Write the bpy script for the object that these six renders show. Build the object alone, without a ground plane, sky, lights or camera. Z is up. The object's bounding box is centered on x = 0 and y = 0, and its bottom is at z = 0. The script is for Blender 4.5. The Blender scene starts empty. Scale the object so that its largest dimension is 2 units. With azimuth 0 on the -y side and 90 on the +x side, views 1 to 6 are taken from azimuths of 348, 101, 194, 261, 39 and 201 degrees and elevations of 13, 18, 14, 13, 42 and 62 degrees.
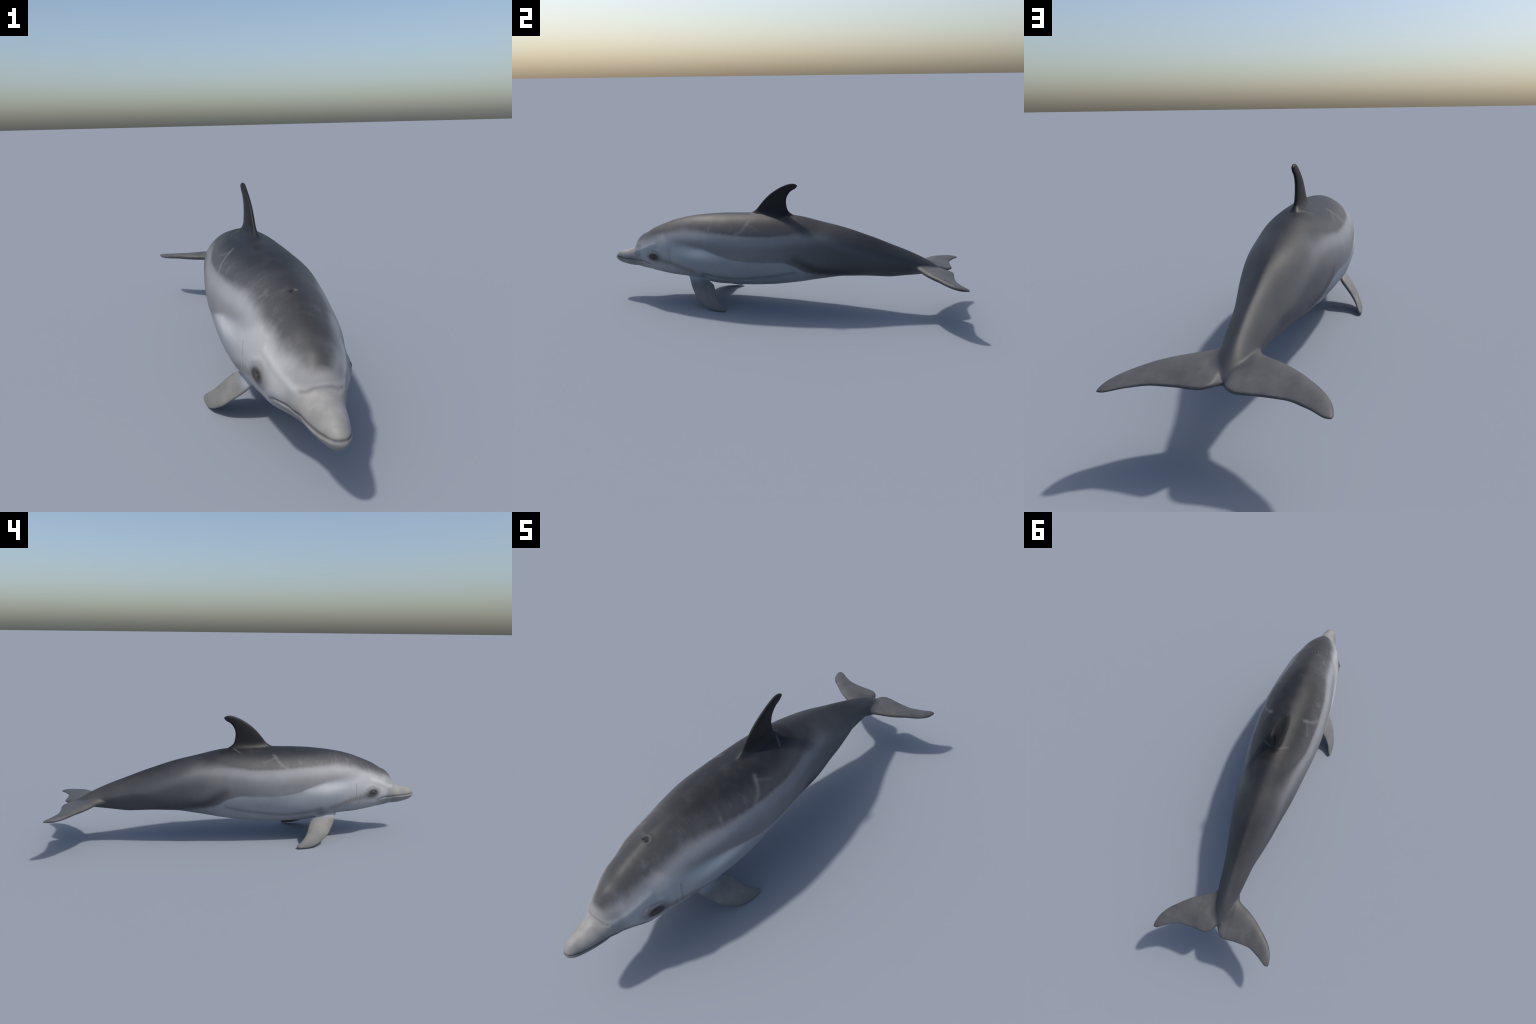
"""A bottlenose dolphin: lofted body, dorsal fin, flukes and flippers fused into one
smooth skin, carved details (mouth, blowhole, eye sockets, creases), then separated
by anatomical region.  The animal is symmetric about x = 0, head towards -y."""
import bpy
import numpy as np

# ------------------------------------------------------------------ interpolation
def slopes(t, y):
    """Monotone (Fritsch-Carlson) slopes, so that profiles never overshoot."""
    h = np.diff(t)
    d = np.diff(y, axis=-1) / h
    m = np.zeros_like(y)
    w1, w2 = 2 * h[1:] + h[:-1], h[1:] + 2 * h[:-1]
    a, b = d[..., :-1], d[..., 1:]
    with np.errstate(all="ignore"):
        mm = (w1 + w2) / (w1 / a + w2 / b)
    m[..., 1:-1] = np.where(a * b > 0, mm, 0)
    m[..., 0], m[..., -1] = d[..., 0], d[..., -1]
    return m


def curve(t, y, q):
    t, y, q = np.asarray(t, float), np.asarray(y, float), np.asarray(q, float)
    m = slopes(t, y)
    q = np.clip(q, t[0], t[-1])
    i = np.clip(np.searchsorted(t, q) - 1, 0, len(t) - 2)
    h = t[i + 1] - t[i]
    s = (q - t[i]) / h
    return (y[..., i] * (1 + 2 * s) * (1 - s) ** 2 + m[..., i] * h * s * (1 - s) ** 2
            + y[..., i + 1] * s * s * (3 - 2 * s) + m[..., i + 1] * h * s * s * (s - 1))


def smooth(a, b, x):
    s = np.clip((x - a) / (b - a), 0, 1)
    return s * s * (3 - 2 * s)


# ------------------------------------------------------------------ body profiles
STATION_Y = [-1, -0.993, -0.983, -0.965, -0.935, -0.9, -0.877, -0.868, -0.860, -0.851, -0.835, -0.815, -0.79, -0.75, -0.7, -0.63, -0.54, -0.44, -0.33, -0.2, -0.05, 0.1, 0.25, 0.38, 0.5, 0.6, 0.7, 0.78, 0.83, 0.87, 0.892]
BODY = dict(
    top=[0.222, 0.2425, 0.2525, 0.2615, 0.2685, 0.278, 0.289, 0.302, 0.3205, 0.3375, 0.3555, 0.3722, 0.3846, 0.4096, 0.4328, 0.46, 0.4862, 0.5026, 0.5147, 0.519, 0.5235, 0.511, 0.4814, 0.4515, 0.4145, 0.3788, 0.343, 0.3096, 0.2844, 0.2588, 0.243],
    bottom=[0.222, 0.2070, 0.1985, 0.1895, 0.1808, 0.1745, 0.1733, 0.1738, 0.1736, 0.1728, 0.1697, 0.1645, 0.162, 0.158, 0.1535, 0.1445, 0.1402, 0.1244, 0.1049, 0.1009, 0.107, 0.1285, 0.1637, 0.1845, 0.1848, 0.1858, 0.1987, 0.2115, 0.2205, 0.2275, 0.234],
    width=[0.003, 0.0172, 0.0262, 0.0343, 0.0439, 0.052, 0.0559, 0.0575, 0.0601, 0.0652, 0.0722, 0.0788, 0.0947, 0.1114, 0.1235, 0.1422, 0.1572, 0.1690, 0.1761, 0.1809, 0.1744, 0.1581, 0.1387, 0.1162, 0.0923, 0.0716, 0.0588, 0.0478, 0.0412, 0.0261, 0.012],
    waist=[0.5, 0.5, 0.48, 0.465, 0.465, 0.478, 0.47, 0.46, 0.453, 0.445, 0.44, 0.438, 0.425, 0.39, 0.405, 0.475, 0.47, 0.505, 0.556, 0.58, 0.54, 0.54, 0.565, 0.55, 0.515, 0.56, 0.54, 0.488, 0.485, 0.5, 0.5],
    round_top=[1.9, 1.89, 1.94, 1.93, 1.97, 1.97, 1.88, 1.85, 1.79, 1.75, 1.72, 1.79, 1.9, 1.9, 1.82, 1.78, 1.72, 1.78, 1.80, 1.68, 1.74, 1.80, 1.76, 1.68, 1.54, 1.5, 1.48, 1.48, 1.5, 1.6, 1.7],
    round_bottom=[1.9, 1.8, 1.72, 1.57, 1.43, 1.43, 1.53, 1.6, 1.62, 1.65, 1.68, 1.67, 1.62, 1.8, 2.15, 2.28, 2.42, 2.5, 2.34, 2.1, 1.84, 1.84, 2.25, 2.2, 1.68, 1.45, 1.53, 1.82, 2, 2, 2],
)
STATION_T = np.sqrt(np.array(STATION_Y) + 1.0)      # square root keeps the snout round


def body_at(y):
    t = np.sqrt(np.clip(np.asarray(y, float) + 1.0, 0, None))
    return {k: curve(STATION_T, np.array(v, float), t) for k, v in BODY.items()}


def body_field(P):
    """< 0 inside the bare trunk, > 0 outside: used to tell fins from trunk."""
    b = body_at(np.clip(P[:, 1], -0.9999, 0.891))
    zw = b["bottom"] + b["waist"] * (b["top"] - b["bottom"])
    up = P[:, 2] > zw
    h = np.where(up, b["top"] - zw, zw - b["bottom"])
    p = np.where(up, b["round_top"], b["round_bottom"])
    return ((np.abs(P[:, 0]) / b["width"]) ** p + (np.abs(P[:, 2] - zw) / h) ** p) ** (1 / p) - 1


# ------------------------------------------------------------------ lofting
def loft(rings):
    """Closed mesh through a list of equal rings, ends capped by fans."""
    R, n = len(rings), len(rings[0])
    V = np.concatenate(rings)
    F = []
    for r in range(R - 1):
        a, b = r * n, (r + 1) * n
        F += [(a + k, a + (k + 1) % n, b + (k + 1) % n, b + k) for k in range(n)]
    V = np.vstack([V, rings[0].mean(0), rings[-1].mean(0)])
    F += [(R * n, (k + 1) % n, k) for k in range(n)]
    F += [(R * n + 1, (R - 1) * n + k, (R - 1) * n + (k + 1) % n) for k in range(n)]
    return V, F


def build_body():
    q = np.linspace(0.012, STATION_T[-1], 420)
    y = q * q - 1
    b = body_at(y)
    th = np.linspace(0, 2 * np.pi, 128, endpoint=False)
    c, s = np.cos(th), np.sin(th)
    rings = []
    for i in range(len(y)):
        zw = b["bottom"][i] + b["waist"][i] * (b["top"][i] - b["bottom"][i])
        p = np.where(s > 0, b["round_top"][i], b["round_bottom"][i])
        h = np.where(s > 0, b["top"][i] - zw, zw - b["bottom"][i])
        x = b["width"][i] * np.sign(c) * np.abs(c) ** (2 / p)
        z = zw + h * np.sign(s) * np.abs(s) ** (2 / p)
        rings.append(np.stack([x, np.full_like(x, y[i]), z], -1))
    return loft(rings)


def foil(n=40, taper=0.55):
    """Chord fraction c and half thickness (+ upper, - lower) round a foil section."""
    u = np.linspace(0, 2 * np.pi, n, endpoint=False)
    c = 0.5 - 0.5 * np.cos(u)
    f = lambda k: np.sqrt(c) * (1 - c) ** k / (np.sqrt(.5 / (.5 + k)) * (k / (.5 + k)) ** k)
    h = .7 * f(taper) + .3 * f(.22)
    return c, np.sign(np.sin(u)) * h / h.max()


def build_dorsal_fin():
    le_z = [.47, .49, .51, .523, .54, .587, .606, .629, .650, .6685, .683, .689, .6915]
    le_y = [-.215, -.2, -.182, -.163, -.138, -.0965, -.0795, -.0555, -.0285, .0005, .032, .05, .07]
    te_z = [.47, .49, .507, .517, .537, .56, .588, .609, .63, .65, .665, .679, .688, .6915]
    te_y = [.115, .10, .086, .074, .0495, .0395, .036, .0385, .0475, .0637, .0875, .097, .086, .07]
    f = lambda z: np.sqrt(.6925 - np.asarray(z))[::-1] if np.ndim(z) else np.sqrt(.6925 - z)
    zs = .6915 - np.linspace(0.0, 1, 70) ** 1.7 * (.6915 - .47)
    c, h = foil()
    rings = []
    for z in zs[::-1]:
        l = curve(f(le_z), np.array(le_y)[::-1], f(z))
        t = curve(f(te_z), np.array(te_y)[::-1], f(z))
        th = np.interp(z, [.47, .52, .55, .6, .65, .68, .688, .6915],
                       [.023, .0185, .0150, .0122, .0098, .0080, .0060, .002])
        th += .017 / (1 + np.exp((z - .523) / .006))          # flare into the back
        rings.append(np.stack([h * th, l + c * (t - l), np.full_like(c, z)], -1))
    return loft(rings)


def build_flukes():
    lx = [0, .04, .055, .064, .075, .125, .15, .208, .258, .284, .2895]
    ly = [.70, .715, .735, .757, .765, .7915, .807, .8545, .903, .954, .986]
    tx = [0, .004, .02, .043, .06, .106, .167, .218, .275, .287, .2895]
    ty = [.900, .906, .930, .945, .9465, .943, .945, .965, .9985, .9985, .989]
    g = lambda x: np.sqrt(.2905 - np.asarray(x))
    rev = lambda a: np.array(a, float)[::-1]
    c, h = foil(44, 1.15)
    rings = []
    xs = .2895 * np.sin(np.linspace(-np.pi / 2, np.pi / 2, 161))
    for x in xs:
        a = abs(x)
        l = curve(rev(g(lx)), rev(ly), g(a))
        t = curve(rev(g(tx)), rev(ty), g(a))
        th = np.interp(a, [0, .05, .1, .2, .26, .28, .287, .2895], [.022, .0205, .0185, .0140, .0105, .0080, .0045, .001])
        zl = np.interp(a, [0, .06, .2, .26, .29], [.252, .252, .247, .237, .231])
        zt = np.interp(a, [0, .015, .05, .2, .29], [.236, .239, .237, .234, .230])
        z = zl + c * (zt - zl) + h * th
        z -= .004 * np.exp(-(x / .016) ** 2) * smooth(.6, .95, c)   # groove at the notch
        rings.append(np.stack([np.full_like(c, x), l + c * (t - l), z], -1))
    return loft(rings)


FLIPPER_LEAD = [(.055, -.535, .20), (.098, -.513, .152), (.123, -.496, .121), (.153, -.472, .089), (.1805, -.442, .0565),
                (.1985, -.405, .031), (.2115, -.372, .0145), (.218, -.335, .0055), (.220, -.295, .003), (.2185, -.275, .005)]
FLIPPER_TRAIL = [(.06, -.44, .20), (.098, -.415, .153), (.113, -.383, .137), (.125, -.361, .124), (.149, -.346, .099),
                 (.173, -.331, .072), (.192, -.310, .0475), (.207, -.280, .024), (.2125, -.270, .0145), (.2155, -.2685, .0095)]


def build_flipper(side):
    L, T = np.array(FLIPPER_LEAD).T, np.array(FLIPPER_TRAIL).T
    k = np.arange(L.shape[1], dtype=float)
    u = (1 - (1 - np.linspace(0, 1, 60)) ** 1.6) * k[-1]
    l, t = curve(k, L, u).T, curve(k, T, u).T
    th = np.interp(u, [0, 1, 2, 4, 6, 8, 8.6, 9], [.019, .0175, .0155, .013, .010, .007, .0055, .002])
    c, h = foil(40)
    rings = []
    for i in range(len(u)):
        span = (l[min(i + 1, 59)] + t[min(i + 1, 59)]) - (l[max(i - 1, 0)] + t[max(i - 1, 0)])
        n = np.cross(l[i] - t[i], span)
        n /= np.linalg.norm(n)
        n *= np.sign(n[0])                                     # outward
        P = l[i] + c[:, None] * (t[i] - l[i]) + n * (h * th[i])[:, None]
        rings.append(P * np.array([side, 1, 1]))
    if side < 0:
        rings = [r[::-1] for r in rings]
    return loft(rings)


# ------------------------------------------------------------------ fusing
def fuse(parts, voxel):
    V, F, base = [], [], 0
    for v, f in parts:
        V.append(v)
        F += [tuple(i + base for i in g) for g in f]
        base += len(v)
    me = bpy.data.meshes.new("fused")
    me.from_pydata(np.concatenate(V).tolist(), [], F)
    ob = bpy.data.objects.new("fused", me)
    bpy.context.scene.collection.objects.link(ob)
    import bmesh
    bm = bmesh.new()
    bm.from_mesh(me)
    # every shell must face outward
    bmesh.ops.recalc_face_normals(bm, faces=bm.faces)
    bm.to_mesh(me)
    bm.free()
    mod = ob.modifiers.new("skin", "REMESH")
    mod.mode, mod.voxel_size, mod.adaptivity = "VOXEL", voxel, 0
    dg = bpy.context.evaluated_depsgraph_get()
    ev = ob.evaluated_get(dg)
    out = ev.to_mesh()
    n = len(out.vertices)
    P = np.empty(n * 3, np.float32)
    out.vertices.foreach_get("co", P)
    ls = np.empty(len(out.polygons), np.int32)
    out.polygons.foreach_get("loop_total", ls)
    li = np.empty(len(out.loops), np.int32)
    out.loops.foreach_get("vertex_index", li)
    assert (ls == 4).all()
    ev.to_mesh_clear()
    bpy.data.objects.remove(ob)
    bpy.data.meshes.remove(me)
    return P.reshape(-1, 3).astype(float), li.reshape(-1, 4)


def edges_of(Q):
    E = np.concatenate([Q[:, [0, 1]], Q[:, [1, 2]], Q[:, [2, 3]], Q[:, [3, 0]]])
    E.sort(1)
    return np.unique(E, axis=0)


def neighbour_mean(P, E, deg):
    out = np.empty_like(P)
    for k in range(P.shape[1]):
        out[:, k] = (np.bincount(E[:, 0], P[E[:, 1], k], len(P)) + np.bincount(E[:, 1], P[E[:, 0], k], len(P))) / deg
    return out


def relax(P, E, deg, rounds, lam=.5, mu=-.52, mask=None):
    """Taubin smoothing: removes voxel stair-steps and keeps the volume."""
    for _ in range(rounds):
        for w in (lam, mu):
            d = neighbour_mean(P, E, deg) - P
            P = P + w * (d if mask is None else d * mask[:, None])
    return P


def vertex_normals(P, Q):
    n = np.cross(P[Q[:, 2]] - P[Q[:, 0]], P[Q[:, 3]] - P[Q[:, 1]])
    N = np.zeros_like(P)
    for k in range(3):
        for j in range(4):
            N[:, k] += np.bincount(Q[:, j], n[:, k], len(P))
    return N / np.maximum(np.linalg.norm(N, axis=1, keepdims=True), 1e-12)


# ------------------------------------------------------------------ carved details
MOUTH = [(0, -.9995, .2310), (.012, -.997, .2310), (.022, -.988, .2300), (.033, -.965, .2285), (.043, -.934, .2275), (.054, -.887, .2265), (.063, -.843, .2265),
         (.073, -.812, .228), (.087, -.786, .231), (.100, -.762, .2295), (.104, -.747, .224)]
MELON_EDGE = [(0, -.868, .2945), (.02, -.865, .292), (.040, -.860, .283), (.050, -.853, .2805)]
MELON_SIDE = [(.050, -.853, .2805), (.072, -.815, .290), (.091, -.778, .311), (.0985, -.75, .326), (.104, -.71, .338)]
EYE = np.array([.1215, -.7105, .2715])
BELLY_FOLD = [(.12, .10, .218), (.122, .06, .209), (.12, -.02, .193), (.123, -.08, .178), (.127, -.19, .165), (.133, -.30, .169), (.14, -.36, .177), (.146, -.41, .19)]
NECK_CREASES = [[(.142, -.607, .329), (.146, -.609, .296), (.146, -.606, .263), (.139, -.607, .228)],
                [(.141, -.631, .272), (.137, -.630, .243), (.122, -.632, .205)],
                [(.147, -.570, .243), (.139, -.574, .219), (.13, -.551, .20)]]


def distance_to(P, line):
    """Distance to a polyline, on the mirrored half."""
    A = np.array(line, float)
    H = P * np.array([1, 1, 1])
    H = np.column_stack([np.abs(H[:, 0]), H[:, 1:]])
    best = np.full(len(P), 9.0)
    for a, b in zip(A[:-1], A[1:]):
        ab = b - a
        s = np.clip((H - a) @ ab / max(ab @ ab, 1e-12), 0, 1)
        best = np.minimum(best, np.linalg.norm(H - a - s[:, None] * ab, axis=1))
    return best


def resample(line, n):
    A = np.array(line, float)
    k = np.r_[0, np.cumsum(np.linalg.norm(np.diff(A, axis=0), axis=1))]
    return curve(k, A.T, np.linspace(0, k[-1], n)).T


def snap(line, P, n):
    """Indices of the skin points nearest to a polyline (x >= 0 side)."""
    pool = np.where((P[:, 0] > -.001) & (P[:, 1] < .25))[0]
    return np.array([pool[np.argmin(((P[pool] - q) ** 2).sum(1))] for q in resample(line, n)])


def bell(d, w):
    return np.exp(-(d / w) ** 2)


LINES = dict(
    mouth=(MOUTH, 44), melon_edge=(MELON_EDGE, 12), melon_side=(MELON_SIDE, 14), fold=(BELLY_FOLD, 20),
    crease_a=(NECK_CREASES[0], 10), crease_b=(NECK_CREASES[1], 8), crease_c=(NECK_CREASES[2], 8),
    slit=([(0, -.614, .464), (.005, -.616, .464), (.009, -.621, .462)], 7),
    hollow=([(.083, -.805, .285), (.10, -.77, .295), (.106, -.745, .303)], 8),
    lid=([(.114, -.738, .284), (.117, -.722, .2985), (.12, -.70, .301), (.126, -.672, .288)], 12),
    brow=([(.114, -.737, .292), (.117, -.722, .308), (.12, -.70, .311), (.126, -.675, .30)], 12),
    bag=([(.116, -.737, .262), (.118, -.72, .250), (.122, -.70, .247), (.128, -.675, .26)], 12))


def carve(P, N, at):
    """Small relief, pushed along the normals; at[...] are snapped polylines."""
    H = np.column_stack([np.abs(P[:, 0]), P[:, 1:]])
    off = np.zeros(len(P))
    head = P[:, 1] < -.5
    gap = {k: distance_to(P, P[i]) for k, i in at.items()}
    # mouth: groove, inset upper lip, slight lower lip roll
    line = P[at["mouth"]]
    line = line[np.argsort(line[:, 1])]
    d = gap["mouth"]
    zm = np.interp(P[:, 1], line[:, 1], line[:, 2])
    near = (P[:, 1] < -.72) & (d < .03)
    fade = np.interp(P[:, 1], [-.995, -.97, -.80, -.745], [.6, 1, 1, .25])
    off -= np.where(near, .0034 * bell(d, .0028) * fade, 0)
    above = smooth(-.001, .003, P[:, 2] - zm)
    off -= np.where(near, .0018 * bell(d, .008) * fade * above * smooth(-.99, -.95, P[:, 1]), 0)
    off += np.where(near, .0010 * bell(d - .0075, .004) * fade * (1 - above), 0)
    # cheek swelling behind the corner of the mouth and throat ripples
    off += .003 * bell(np.linalg.norm(H - np.array([.104, -.73, .20]), axis=1), .024)
    off += np.where(H[:, 2] < .19, .0016 * np.sin((P[:, 1] + .80) / .0085) * bell(P[:, 1] + .765, .035) * bell(H[:, 0], .05), 0)
    # crease between melon and beak, and the ridge that leads back towards the eye
    off -= .0026 * bell(gap["melon_edge"], .006) * head
    off += .0020 * bell(gap["melon_side"], .013) * head
    off -= .0014 * bell(gap["hollow"], .014) * head
    # eye: bulging lids round a socket
    e = np.linalg.norm((H - EYE) * np.array([.5, .66, 1.05]), axis=1)
    off += .0140 * bell(e, .026) * head
    off -= .0080 * bell(e, .0120) * head
    off -= .0010 * bell(gap["lid"], .0038) * head
    off += .0008 * bell(gap["brow"], .007) * head
    off -= .0013 * bell(gap["bag"], .004) * head
    # blowhole: crescent slit with a raised rim
    hole = np.linalg.norm((P - np.array([0, -.617, .4635])) * np.array([.85, 1, .6]), axis=1)
    off += .0012 * bell(hole - .015, .007) * head
    off -= .0022 * bell(hole, .009) * head
    off -= .0060 * bell(gap["slit"], .0032) * head
    # vertical neck creases
    for k in ("crease_a", "crease_b", "crease_c"):
        off -= .0012 * bell(gap[k], .0032) * head
        off += .0008 * bell(distance_to(P - np.array([0, .006, 0]), P[at[k]]), .004) * head
    # long fold above the belly, running into the armpit
    trunk = (P[:, 1] > -.48) & (P[:, 1] < .2)
    off -= np.where(trunk, .0034 * bell(gap["fold"], .014), 0)
    # armpit behind the flipper
    off -= .005 * bell(np.linalg.norm(H - np.array([.135, -.41, .165]), axis=1), .022)
    # low, uneven muscle relief so that the flanks are not machine smooth
    off += .0009 * np.sin(P[:, 1] * 21 + 5 * P[:, 2]) * np.sin(P[:, 2] * 30 + 2) * smooth(-.6, -.3, P[:, 1]) * (1 - smooth(.5, .7, P[:, 1]))
    return P + N * off[:, None]


# ------------------------------------------------------------------ node helpers
class Graph:
    def __init__(self, name):
        self.mat = bpy.data.materials.new(name)
        self.mat.use_nodes = True
        self.t = self.mat.node_tree
        self.t.nodes.clear()
        self.out = self.t.nodes.new("ShaderNodeOutputMaterial")
        self.bsdf = self.t.nodes.new("ShaderNodeBsdfPrincipled")
        self.t.links.new(self.bsdf.outputs[0], self.out.inputs[0])
        co = self.t.nodes.new("ShaderNodeTexCoord")
        self.p = co.outputs["Object"]
        self.x, self.y, self.z = self.split(self.p)
        self.ax = self.math("ABSOLUTE", self.x)
        self.half = self.join(self.ax, self.y, self.z)

    def put(self, sock, v):
        if isinstance(v, bpy.types.NodeSocket):
            self.t.links.new(v, sock)
        else:
            sock.default_value = v

    def node(self, kind, **inputs):
        n = self.t.nodes.new(kind)
        for k, v in inputs.items():
            self.put(n.inputs[k.replace("_", " ")], v)
        return n

    def math(self, op, a, b=0.0, c=0.0, clamp=False):
        n = self.t.nodes.new("ShaderNodeMath")
        n.operation, n.use_clamp = op, clamp
        for i, v in enumerate((a, b, c)):
            self.put(n.inputs[i], v)
        return n.outputs[0]

    def add(self, a, b): return self.math("ADD", a, b)
    def sub(self, a, b): return self.math("SUBTRACT", a, b)
    def mul(self, a, b): return self.math("MULTIPLY", a, b)
    def inv(self, a): return self.math("SUBTRACT", 1.0, a)

    def step(self, v, a, b):
        """0 at a, 1 at b, smooth between."""
        n = self.t.nodes.new("ShaderNodeMapRange")
        n.interpolation_type = "SMOOTHSTEP"
        lo, hi = (a, b) if a < b else (b, a)
        self.put(n.inputs[0], v)
        n.inputs[1].default_value, n.inputs[2].default_value = lo, hi
        n.inputs[3].default_value, n.inputs[4].default_value = (0, 1) if a < b else (1, 0)
        return n.outputs[0]

    def bell(self, d, w):
        q = self.math("DIVIDE", d, w)
        return self.math("EXPONENT", self.mul(self.mul(q, q), -1.0))

    def split(self, v):
        n = self.t.nodes.new("ShaderNodeSeparateXYZ")
        self.put(n.inputs[0], v)
        return n.outputs

    def join(self, x, y, z):
        n = self.t.nodes.new("ShaderNodeCombineXYZ")
        for i, v in enumerate((x, y, z)):
            self.put(n.inputs[i], v)
        return n.outputs[0]

    def vec(self, op, a, b=None, scale=None):
        n = self.t.nodes.new("ShaderNodeVectorMath")
        n.operation = op
        self.put(n.inputs[0], a)
        if b is not None:
            self.put(n.inputs[1], b)
        if scale is not None:
            self.put(n.inputs["Scale"], scale)
        return n.outputs["Value"] if op in ("DOT_PRODUCT", "LENGTH", "DISTANCE") else n.outputs["Vector"]

    def along(self, pts):
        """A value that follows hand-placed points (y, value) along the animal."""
        n = self.t.nodes.new("ShaderNodeFloatCurve")
        c = n.mapping.curves[0]
        pts = sorted(pts)
        for i, (y, v) in enumerate(pts):
            q = ((y + 1) / 2, v)
            if i in (0, len(pts) - 1):
                c.points[0 if i == 0 else -1].location = q
            else:
                c.points.new(*q)
        for p in c.points:
            p.handle_type = "AUTO_CLAMPED"
        n.mapping.extend = "HORIZONTAL"
        n.mapping.update()
        self.put(n.inputs["Value"], self.math("MULTIPLY_ADD", self.y, .5, .5))
        return n.outputs[0]

    def stroke(self, pts, width, where=None):
        """Soft line along a polyline on either side of the animal."""
        d = None
        where = where or self.half
        for a, b in zip(pts[:-1], pts[1:]):
            ab = tuple(q - p for p, q in zip(a, b))
            k = 1 / max(sum(v * v for v in ab), 1e-9)
            pa = self.vec("SUBTRACT", where, a)
            h = self.math("MULTIPLY", self.vec("DOT_PRODUCT", pa, ab), k, clamp=True)
            q = self.vec("LENGTH", self.vec("SUBTRACT", pa, self.vec("SCALE", ab, scale=h)))
            d = q if d is None else self.math("MINIMUM", d, q)
        return self.bell(d, width)

    def noise(self, scale, detail=3.0, stretch=(1, 1, 1), rough=.55, where=None):
        m = self.node("ShaderNodeMapping", Vector=where or self.p)
        m.inputs["Scale"].default_value = stretch
        n = self.node("ShaderNodeTexNoise", Vector=m.outputs[0], Scale=scale, Detail=detail, Roughness=rough)
        return n.outputs[0]

    def signed(self, v, amount):
        return self.mul(self.sub(v, .5), amount * 2)

    def mix(self, f, a, b, mode="MIX"):
        n = self.t.nodes.new("ShaderNodeMix")
        n.data_type, n.blend_type = "RGBA", mode
        n.clamp_factor = True
        self.put(n.inputs[0], f)
        for i, v in ((6, a), (7, b)):
            self.put(n.inputs[i], v if isinstance(v, bpy.types.NodeSocket) else (*v, 1))
        return n.outputs[2]


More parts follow.
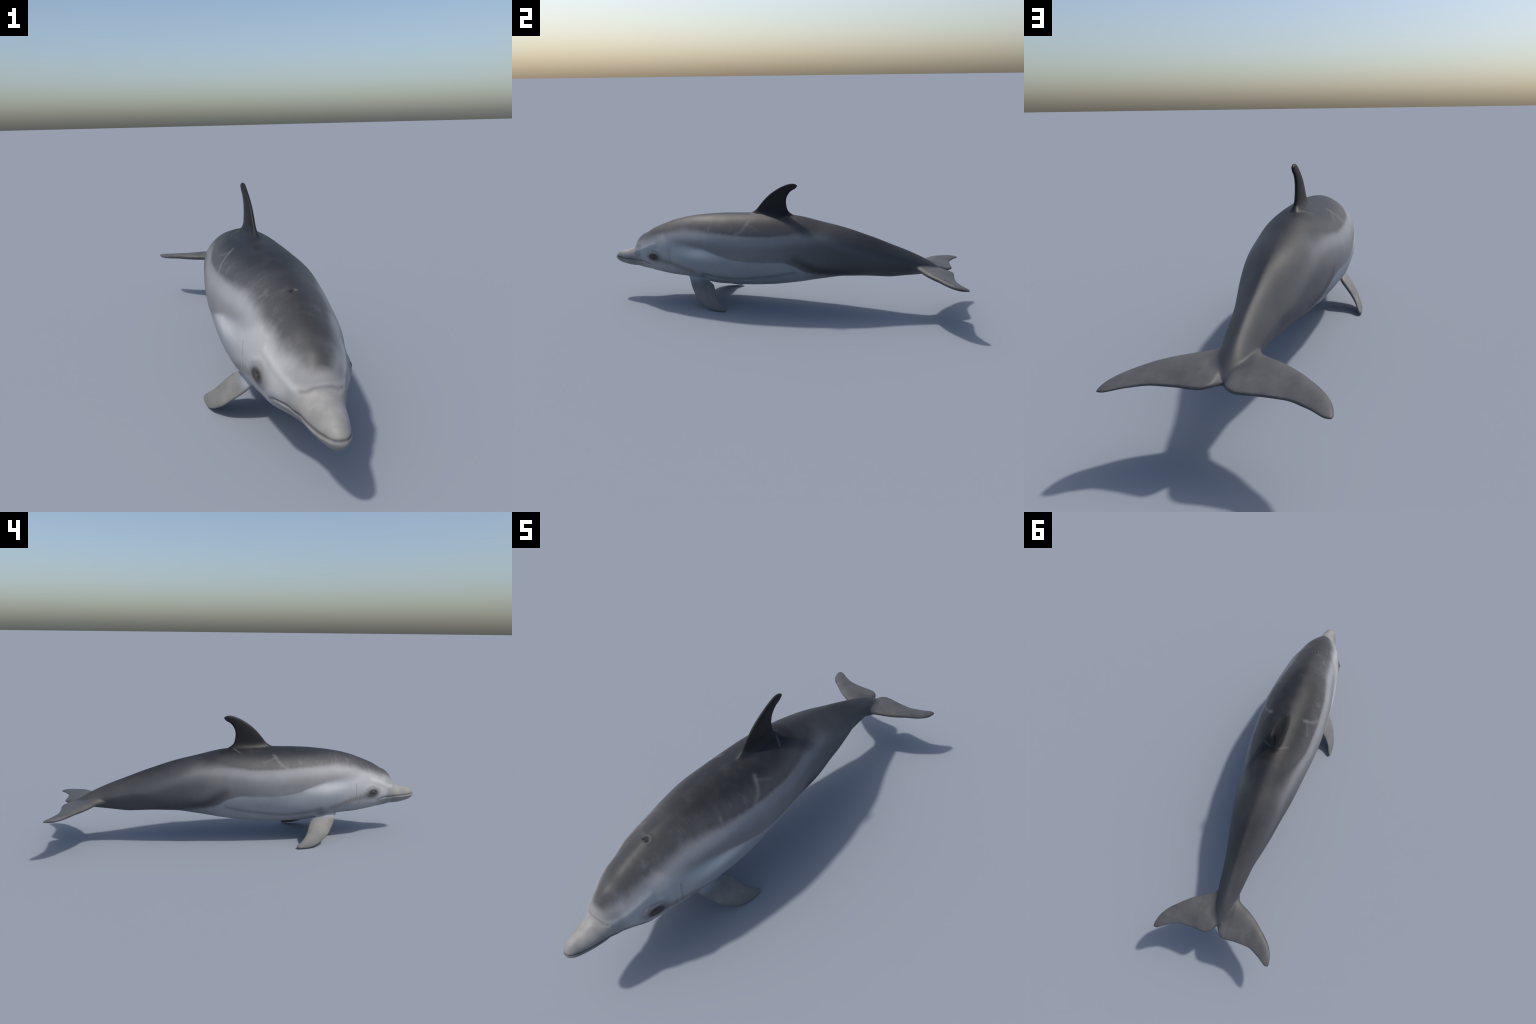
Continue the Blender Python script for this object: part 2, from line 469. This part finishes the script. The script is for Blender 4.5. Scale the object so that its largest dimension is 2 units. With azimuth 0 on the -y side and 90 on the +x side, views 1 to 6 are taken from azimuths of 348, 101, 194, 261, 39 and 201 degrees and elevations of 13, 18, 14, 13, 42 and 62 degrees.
def skin_material(zone, lines):
    """Skin colours; the head and the trunk share the same bands, so no seam shows."""
    g = Graph("dolphin_%s_skin" % zone)
    y, z, ax = g.y, g.z, g.ax
    pick = lambda k, n: [tuple(map(float, lines[k][i])) for i in np.linspace(0, len(lines[k]) - 1, n).astype(int)]
    streaks = g.noise(9, 4, (1, 2.2, .7), .6)
    blotch = g.noise(16, 4, (1, 1, 1), .6)
    fine = g.noise(60, 3, (1, 1, .5), .6)

    # heights of the colour boundaries along the flank
    cape_z = g.along([(-1, .30), (-.865, .305), (-.828, .327), (-.767, .350), (-.704, .375), (-.638, .401), (-.59, .416), (-.53, .427),
                      (-.46, .430), (-.40, .427), (-.29, .424), (-.18, .418), (-.07, .418), (.06, .430), (.13, .437), (.22, .437), (.35, .405), (.5, .352), (.6, .322), (.7, .295), (.8, .272), (1, .24)])
    pale_z = g.along([(-1, .42), (-.70, .42), (-.62, .372), (-.52, .355), (-.459, .348), (-.40, .337), (-.344, .322), (-.289, .303),
                      (-.234, .289), (-.15, .282), (-.07, .281), (.02, .285), (.07, .276), (.10, .264), (.126, .249), (.165, .226), (.2, .217),
                      (.28, .209), (.335, .195), (.40, .17), (.5, .05), (1, .02)])

    # flank grey, darker towards the tail
    col = g.mix(g.step(y, -.25, .42), (.182, .186, .195), (.068, .071, .077))
    col = g.mix(g.mul(g.mul(g.step(y, .1, .3), g.step(z, .30, .20)), .35), col, (.05, .052, .058))
    # light band under the cape
    band = g.bell(g.sub(z, g.sub(cape_z, .025)), .025)
    band = g.mul(band, g.along([(-1, 0), (-.8, .6), (-.62, .95), (-.45, .95), (-.25, .62), (-.05, .5), (.1, .42), (.25, .25), (.4, .1), (.6, 0), (1, 0)]))
    col = g.mix(band, col, (.256, .264, .277))
    # pale belly and cheek
    edge = g.along([(-1, .05), (-.6, .05), (-.5, .035), (-.4, .022), (-.25, .012), (.05, .012), (.13, .018), (.3, .03), (1, .03)])
    dz = g.add(g.sub(pale_z, z), g.signed(streaks, .006))
    pale = g.step(g.math("DIVIDE", dz, edge), -.55, .55)
    pale = g.mul(pale, g.along([(-1, 1), (.08, 1), (.16, .8), (.26, .45), (.36, .2), (.5, 0), (1, 0)]))
    belly = g.mix(g.step(y, -.48, -.62), (.250, .273, .302), (.312, .320, .331))
    belly = g.mix(g.mul(g.step(z, .20, .15), g.step(y, -.5, -.6)), belly, (.215, .225, .235))
    col = g.mix(pale, col, belly)
    # pale glow over the cheek and shoulder
    glow = g.mul(g.bell(g.sub(y, -.43), .12), g.bell(g.sub(z, .315), .032))
    col = g.mix(g.mul(g.mul(glow, .9), pale), col, (.52, .53, .538))
    # grey bridle from the eye to the flipper
    bridle = g.stroke([(.128, -.69, .258), (.138, -.64, .248), (.147, -.58, .238), (.145, -.52, .215), (.14, -.47, .20)], .018)
    col = g.mix(g.mul(bridle, .75), col, (.170, .166, .156))
    # dark cape: near black on the midline, greyer and streaky at its lower rim
    rim = g.add(g.sub(z, cape_z), g.add(g.mul(g.signed(streaks, .014), g.step(y, -.30, -.55)), g.signed(fine, .005)))
    soft = g.along([(-1, .05), (-.86, .034), (-.8, .042), (-.66, .032), (-.5, .028), (-.2, .014), (.05, .016), (.2, .05), (.4, .09), (.8, .06), (1, .06)])
    cape = g.step(g.math("DIVIDE", rim, soft), -.5, .8)
    cape_col = g.mix(g.step(g.sub(z, cape_z), .078, .012), (.017, .018, .021), (.066, .067, .071))
    cape_col = g.mix(g.mul(g.step(y, .02, .22), .8), cape_col, (.015, .016, .019))
    cape_col = g.mix(g.mul(g.step(blotch, .45, .75), .14), cape_col, (.075, .075, .079))
    col = g.mix(g.mul(cape, g.along([(-1, 0), (-.875, 0), (-.85, .9), (-.83, 1), (.2, 1), (.45, .95), (.7, .9), (1, .8)])), col, cape_col)
    # cloudy scuffs along the side of the cape
    scuff = g.mul(g.step(g.noise(20, 5, (1, 1.8, .8), .65), .48, .76), g.bell(g.sub(z, g.add(cape_z, .020)), .028))
    scuff = g.mul(scuff, g.along([(-1, 0), (-.8, .2), (-.66, .8), (-.45, .8), (-.25, .5), (-.1, .2), (.1, .1), (.2, 0), (1, 0)]))
    col = g.mix(g.mul(scuff, .6), col, (.17, .17, .182))

    if zone == "head":
        # the melon fades to pale grey low on its front
        melon = g.mul(g.step(y, -.78, -.84), g.step(g.sub(z, g.mul(ax, .15)), .340, .300))
        col = g.mix(g.mul(melon, .8), col, (.205, .204, .21))
        rim2 = [(q[0], q[1] + .005, q[2] + .007) for q in pick("melon_edge", 5)]
        ridge = g.math("MAXIMUM", g.stroke(pick("melon_side", 6), .013), g.stroke(rim2, .005))  # highlight along the melon ridge, drawn as a lighter albedo line
        col = g.mix(g.mul(ridge, .6), col, (.42, .425, .43))
        # beak, in a warmer grey
        beak = g.step(g.sub(y, g.mul(ax, .55)), -.872, -.892)
        col = g.mix(beak, col, g.mix(g.step(blotch, .3, .7), (.205, .203, .193), (.255, .252, .245)))
        jaw = g.mul(g.step(z, .226, .206), g.step(y, -.72, -.79))
        col = g.mix(g.mul(jaw, .6), col, (.175, .175, .172))
        col = g.mix(g.mul(g.stroke(pick("melon_edge", 5), .007), .35), col, (.11, .11, .11))
        # mouth line
        col = g.mix(g.mul(g.stroke(pick("mouth", 12), .0044), .72), col, (.04, .04, .041))
        # shading under lids and brow, painted dark round the eye
        e = g.vec("LENGTH", g.vec("MULTIPLY", g.vec("SUBTRACT", g.half, tuple(EYE)), (.4, .66, 1.0)))
        col = g.mix(g.mul(g.step(e, .046, .012), .80), col, (.07, .07, .074))
        col = g.mix(g.mul(g.step(e, .024, .013), .85), col, (.030, .030, .033))
        # blowhole
        col = g.mix(g.mul(g.stroke(pick("slit", 4), .0045), .85), col, (.012, .012, .013))
    else:
        # dark wedge behind the pale flank
        wedge = g.stroke([(.14, .11, .305), (.137, .16, .275), (.125, .22, .240), (.10, .34, .215), (.08, .46, .205)], .026)
        col = g.mix(g.mul(g.mul(wedge, .75), g.inv(pale)), col, (.034, .035, .039))
        # belly fold and armpit: groove shade and occlusion darkened into the skin colour
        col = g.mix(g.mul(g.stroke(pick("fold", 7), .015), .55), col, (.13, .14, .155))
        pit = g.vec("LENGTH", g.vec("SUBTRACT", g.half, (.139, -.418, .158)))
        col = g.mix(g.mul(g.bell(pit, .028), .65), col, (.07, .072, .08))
        # dorsal fin: darkest; flukes: even warm grey; flippers: pale warm grey
        fin = g.mul(g.step(g.add(z, g.mul(y, .2)), .500, .526), g.mul(g.step(y, -.19, -.13), g.step(y, .14, .11)))
        col = g.mix(fin, col, (.010, .010, .0105))
        fluke = g.mul(g.step(y, .70, .78), g.step(g.add(ax, g.mul(g.step(y, .84, .90), .05)), .040, .072))
        col = g.mix(g.mul(g.step(y, .45, .80), .6), col, (.052, .054, .059))
        col = g.mix(fluke, col, g.mix(g.step(blotch, .3, .7), (.068, .069, .071), (.086, .086, .086)))
        reach = g.add(g.mul(g.sub(ax, .10), .6), g.mul(g.sub(.15, z), .8))
        limb = g.mul(g.mul(g.step(reach, .006, .046), g.step(ax, .085, .115)), g.mul(g.step(y, -.56, -.52), g.step(y, -.2, -.24)))
        limb_col = g.mix(g.step(blotch, .3, .7), (.140, .140, .135), (.172, .172, .166))
        col = g.mix(limb, col, g.mix(g.step(reach, .10, .18), limb_col, (.136, .137, .133)))
        # scars: forked pale marks behind the shoulder, scratch on the belly, ring behind the fin
        scars = [([(.088, -.160, .486), (.099, -.167, .478), (.118, -.176, .463), (.134, -.192, .444), (.149, -.226, .423)], .009, .24),
                 ([(.125, -.100, .455), (.113, -.135, .466), (.099, -.167, .477)], .007, .12),
                 ([(.064, .021, .502), (.040, .037, .508), (.014, .052, .513), (0, .055, .514)], .005, .18),
                 ([(.168, -.058, .280), (.145, -.026, .225)], .0035, .34),
                 ([(.160, -.045, .272), (.140, -.015, .228)], .003, .25)]
        for line, w, k in scars:
            col = g.mix(g.mul(g.stroke(line, w), k), col, (.25, .253, .265))
        rake = g.noise(26, 3, (1, 5, .45), .5)
        rake = g.mul(g.step(rake, .58, .70), g.mul(g.bell(g.sub(y, .33), .10), g.bell(g.sub(z, .29), .045)))
        col = g.mix(g.mul(rake, .22), col, (.16, .165, .172))
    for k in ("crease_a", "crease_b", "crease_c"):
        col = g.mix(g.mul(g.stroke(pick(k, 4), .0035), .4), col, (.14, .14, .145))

    # overall gentle mottling
    col = g.mix(.35, col, g.mix(g.step(blotch, .2, .8), (.42, .42, .42), (.58, .58, .58)), "OVERLAY")
    g.put(g.bsdf.inputs["Base Color"], col)
    g.put(g.bsdf.inputs["Roughness"], g.math("MULTIPLY_ADD", blotch, .12, .45))
    g.bsdf.inputs["Specular IOR Level"].default_value = .24
    bump = g.node("ShaderNodeBump", Strength=.10, Distance=.004, Height=g.add(g.mul(blotch, .5), g.mul(fine, .3)))
    g.put(g.bsdf.inputs["Normal"], bump.outputs[0])
    return g.mat


def eye_material():
    g = Graph("dolphin_eye")
    d = g.vec("LENGTH", g.vec("MULTIPLY", g.vec("SUBTRACT", g.half, (EYE[0], EYE[1] - .002, EYE[2] - .001)), (0, 1, 1)))
    white = g.mix(g.step(g.y, EYE[1] + .006, EYE[1] + .009), (.03, .028, .027), (.24, .235, .23))
    col = g.mix(g.step(d, .0120, .0105), white, (.060, .049, .043))
    col = g.mix(g.step(d, .0065, .003), col, (.045, .038, .034))
    col = g.mix(g.step(g.sub(g.z, EYE[2]), .005, .009), col, (.012, .012, .012))  # upper lid's shadow painted across the top of the eyeball
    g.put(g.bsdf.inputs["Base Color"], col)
    g.bsdf.inputs["Roughness"].default_value = .35
    g.bsdf.inputs["Specular IOR Level"].default_value = .3
    return g.mat


# ------------------------------------------------------------------ build
def main():
    parts = [build_body(), build_dorsal_fin(), build_flukes(), build_flipper(1), build_flipper(-1)]
    P, Q = fuse(parts, .0026)
    E = edges_of(Q)
    deg = np.maximum(np.bincount(E.ravel(), minlength=len(P)), 1).astype(float)
    P = relax(P, E, deg, 8)
    # soften the joints where fins leave the trunk
    f = body_field(P)
    joint = bell(f - .08, .13) * np.maximum.reduce([
        bell((P[:, 2] - .525), .03) * (np.abs(P[:, 1] + .04) < .20) * (np.abs(P[:, 0]) < .05),
        smooth(.70, .76, P[:, 1]) * .8,
        bell(np.linalg.norm(np.column_stack([np.abs(P[:, 0]) - .115, (P[:, 1] + .45) * .6, P[:, 2] - .145]), axis=1), .05)])
    for _ in range(24):
        P = P + .6 * joint[:, None] * (neighbour_mean(P, E, deg) - P)
    front = smooth(-.885, -.86, P[:, 1]) * (1 - smooth(-.80, -.76, P[:, 1])) * smooth(.30, .32, P[:, 2])
    P = relax(P, E, deg, 16, .5, -.4, front)
    N = vertex_normals(P, Q)
    for _ in range(2):
        N = neighbour_mean(N, E, deg)
    N /= np.linalg.norm(N, axis=1, keepdims=True)
    at = {k: snap(l, P, n) for k, (l, n) in LINES.items()}
    P = carve(P, N, at)
    P = relax(P, E, deg, 2)
    P[:, 2] -= P[:, 2].min()
    P[:, 1] *= 2.0 / np.ptp(P[:, 1])
    P[:, 1] -= (P[:, 1].max() + P[:, 1].min()) / 2
    N = vertex_normals(P, Q)
    for _ in range(2):
        N = N + neighbour_mean(N, E, deg)
        N /= np.linalg.norm(N, axis=1, keepdims=True)

    # regions
    C = P[Q].mean(1)
    fld = body_field(C)
    cx, cy, cz = np.abs(C[:, 0]), C[:, 1], C[:, 2]
    lines = {k: P[i] for k, i in at.items()}
    mouth = lines["mouth"][np.argsort(lines["mouth"][:, 1])]
    zm = np.interp(cy, mouth[:, 1], mouth[:, 2])
    region = np.full(len(C), "torso", dtype="U12")
    region[cy < -.58] = "head"
    region[cy < -.855 - .012 + .5 * np.maximum(cx - .03, 0)] = "beak"
    region[(cy < -.745) & (cz < zm)] = "lower_jaw"
    region[cy > .36] = "tail_stock"
    region[(cz > .50) & (cy > -.19) & (cy < .13) & (fld > .035)] = "dorsal_fin"
    side = np.where(C[:, 0] > 0, 0, 1)
    is_fluke = (cy > .70) & ((cx > .058 - .3 * np.clip(cy - .80, 0, .2)) | (cy > .895))
    is_limb = (cy > -.56) & (cy < -.2) & (.6 * (cx - .10) + .8 * (.15 - cz) > .018) & (cx > .09)
    groups = {k: region == k for k in ("head", "beak", "lower_jaw", "torso", "tail_stock", "dorsal_fin")}
    for k in groups:
        groups[k] &= ~is_fluke & ~is_limb
    sets = [(k, m) for k, m in groups.items()]
    sets += [("fluke", is_fluke & (side == 0)), ("fluke", is_fluke & (side == 1))]
    sets += [("flipper", is_limb & (side == 0)), ("flipper", is_limb & (side == 1))]

    scene = bpy.context.scene.collection
    root = bpy.data.objects.new("dolphin", None)
    root["label"] = "grey dolphin with dark cape, pale belly and curved dorsal fin"
    root["category"] = "dolphin"
    scene.objects.link(root)
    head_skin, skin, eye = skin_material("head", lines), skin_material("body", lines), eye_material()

    def add_part(name, V, F, normals, material, parent=root):
        me = bpy.data.meshes.new(name)
        me.from_pydata(V.tolist(), [], F.tolist() if isinstance(F, np.ndarray) else F)
        me.polygons.foreach_set("use_smooth", np.ones(len(me.polygons), bool))
        me.materials.append(material)
        me.update()
        if normals is not None:
            me.normals_split_custom_set_from_vertices(normals.tolist())
        ob = bpy.data.objects.new(name, me)
        ob.parent = parent
        scene.objects.link(ob)
        return ob

    for name, m in sets:
        q = Q[m]
        used, inv = np.unique(q, return_inverse=True)
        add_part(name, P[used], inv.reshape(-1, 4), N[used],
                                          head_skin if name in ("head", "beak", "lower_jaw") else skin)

    # eyeballs, set into the sockets
    u, v = np.meshgrid(np.linspace(0, 2 * np.pi, 32, endpoint=False), np.linspace(.02, np.pi - .02, 20))
    for s in (1, -1):
        c = EYE * np.array([s, 1, 1]) + np.array([-.0010 * s, 0, 0])
        S = np.stack([np.cos(u) * np.sin(v), np.sin(u) * np.sin(v), np.cos(v)], -1) * np.array([.0115, .0180, .0135]) + c
        V, F = loft(list(S))
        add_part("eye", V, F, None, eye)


main()
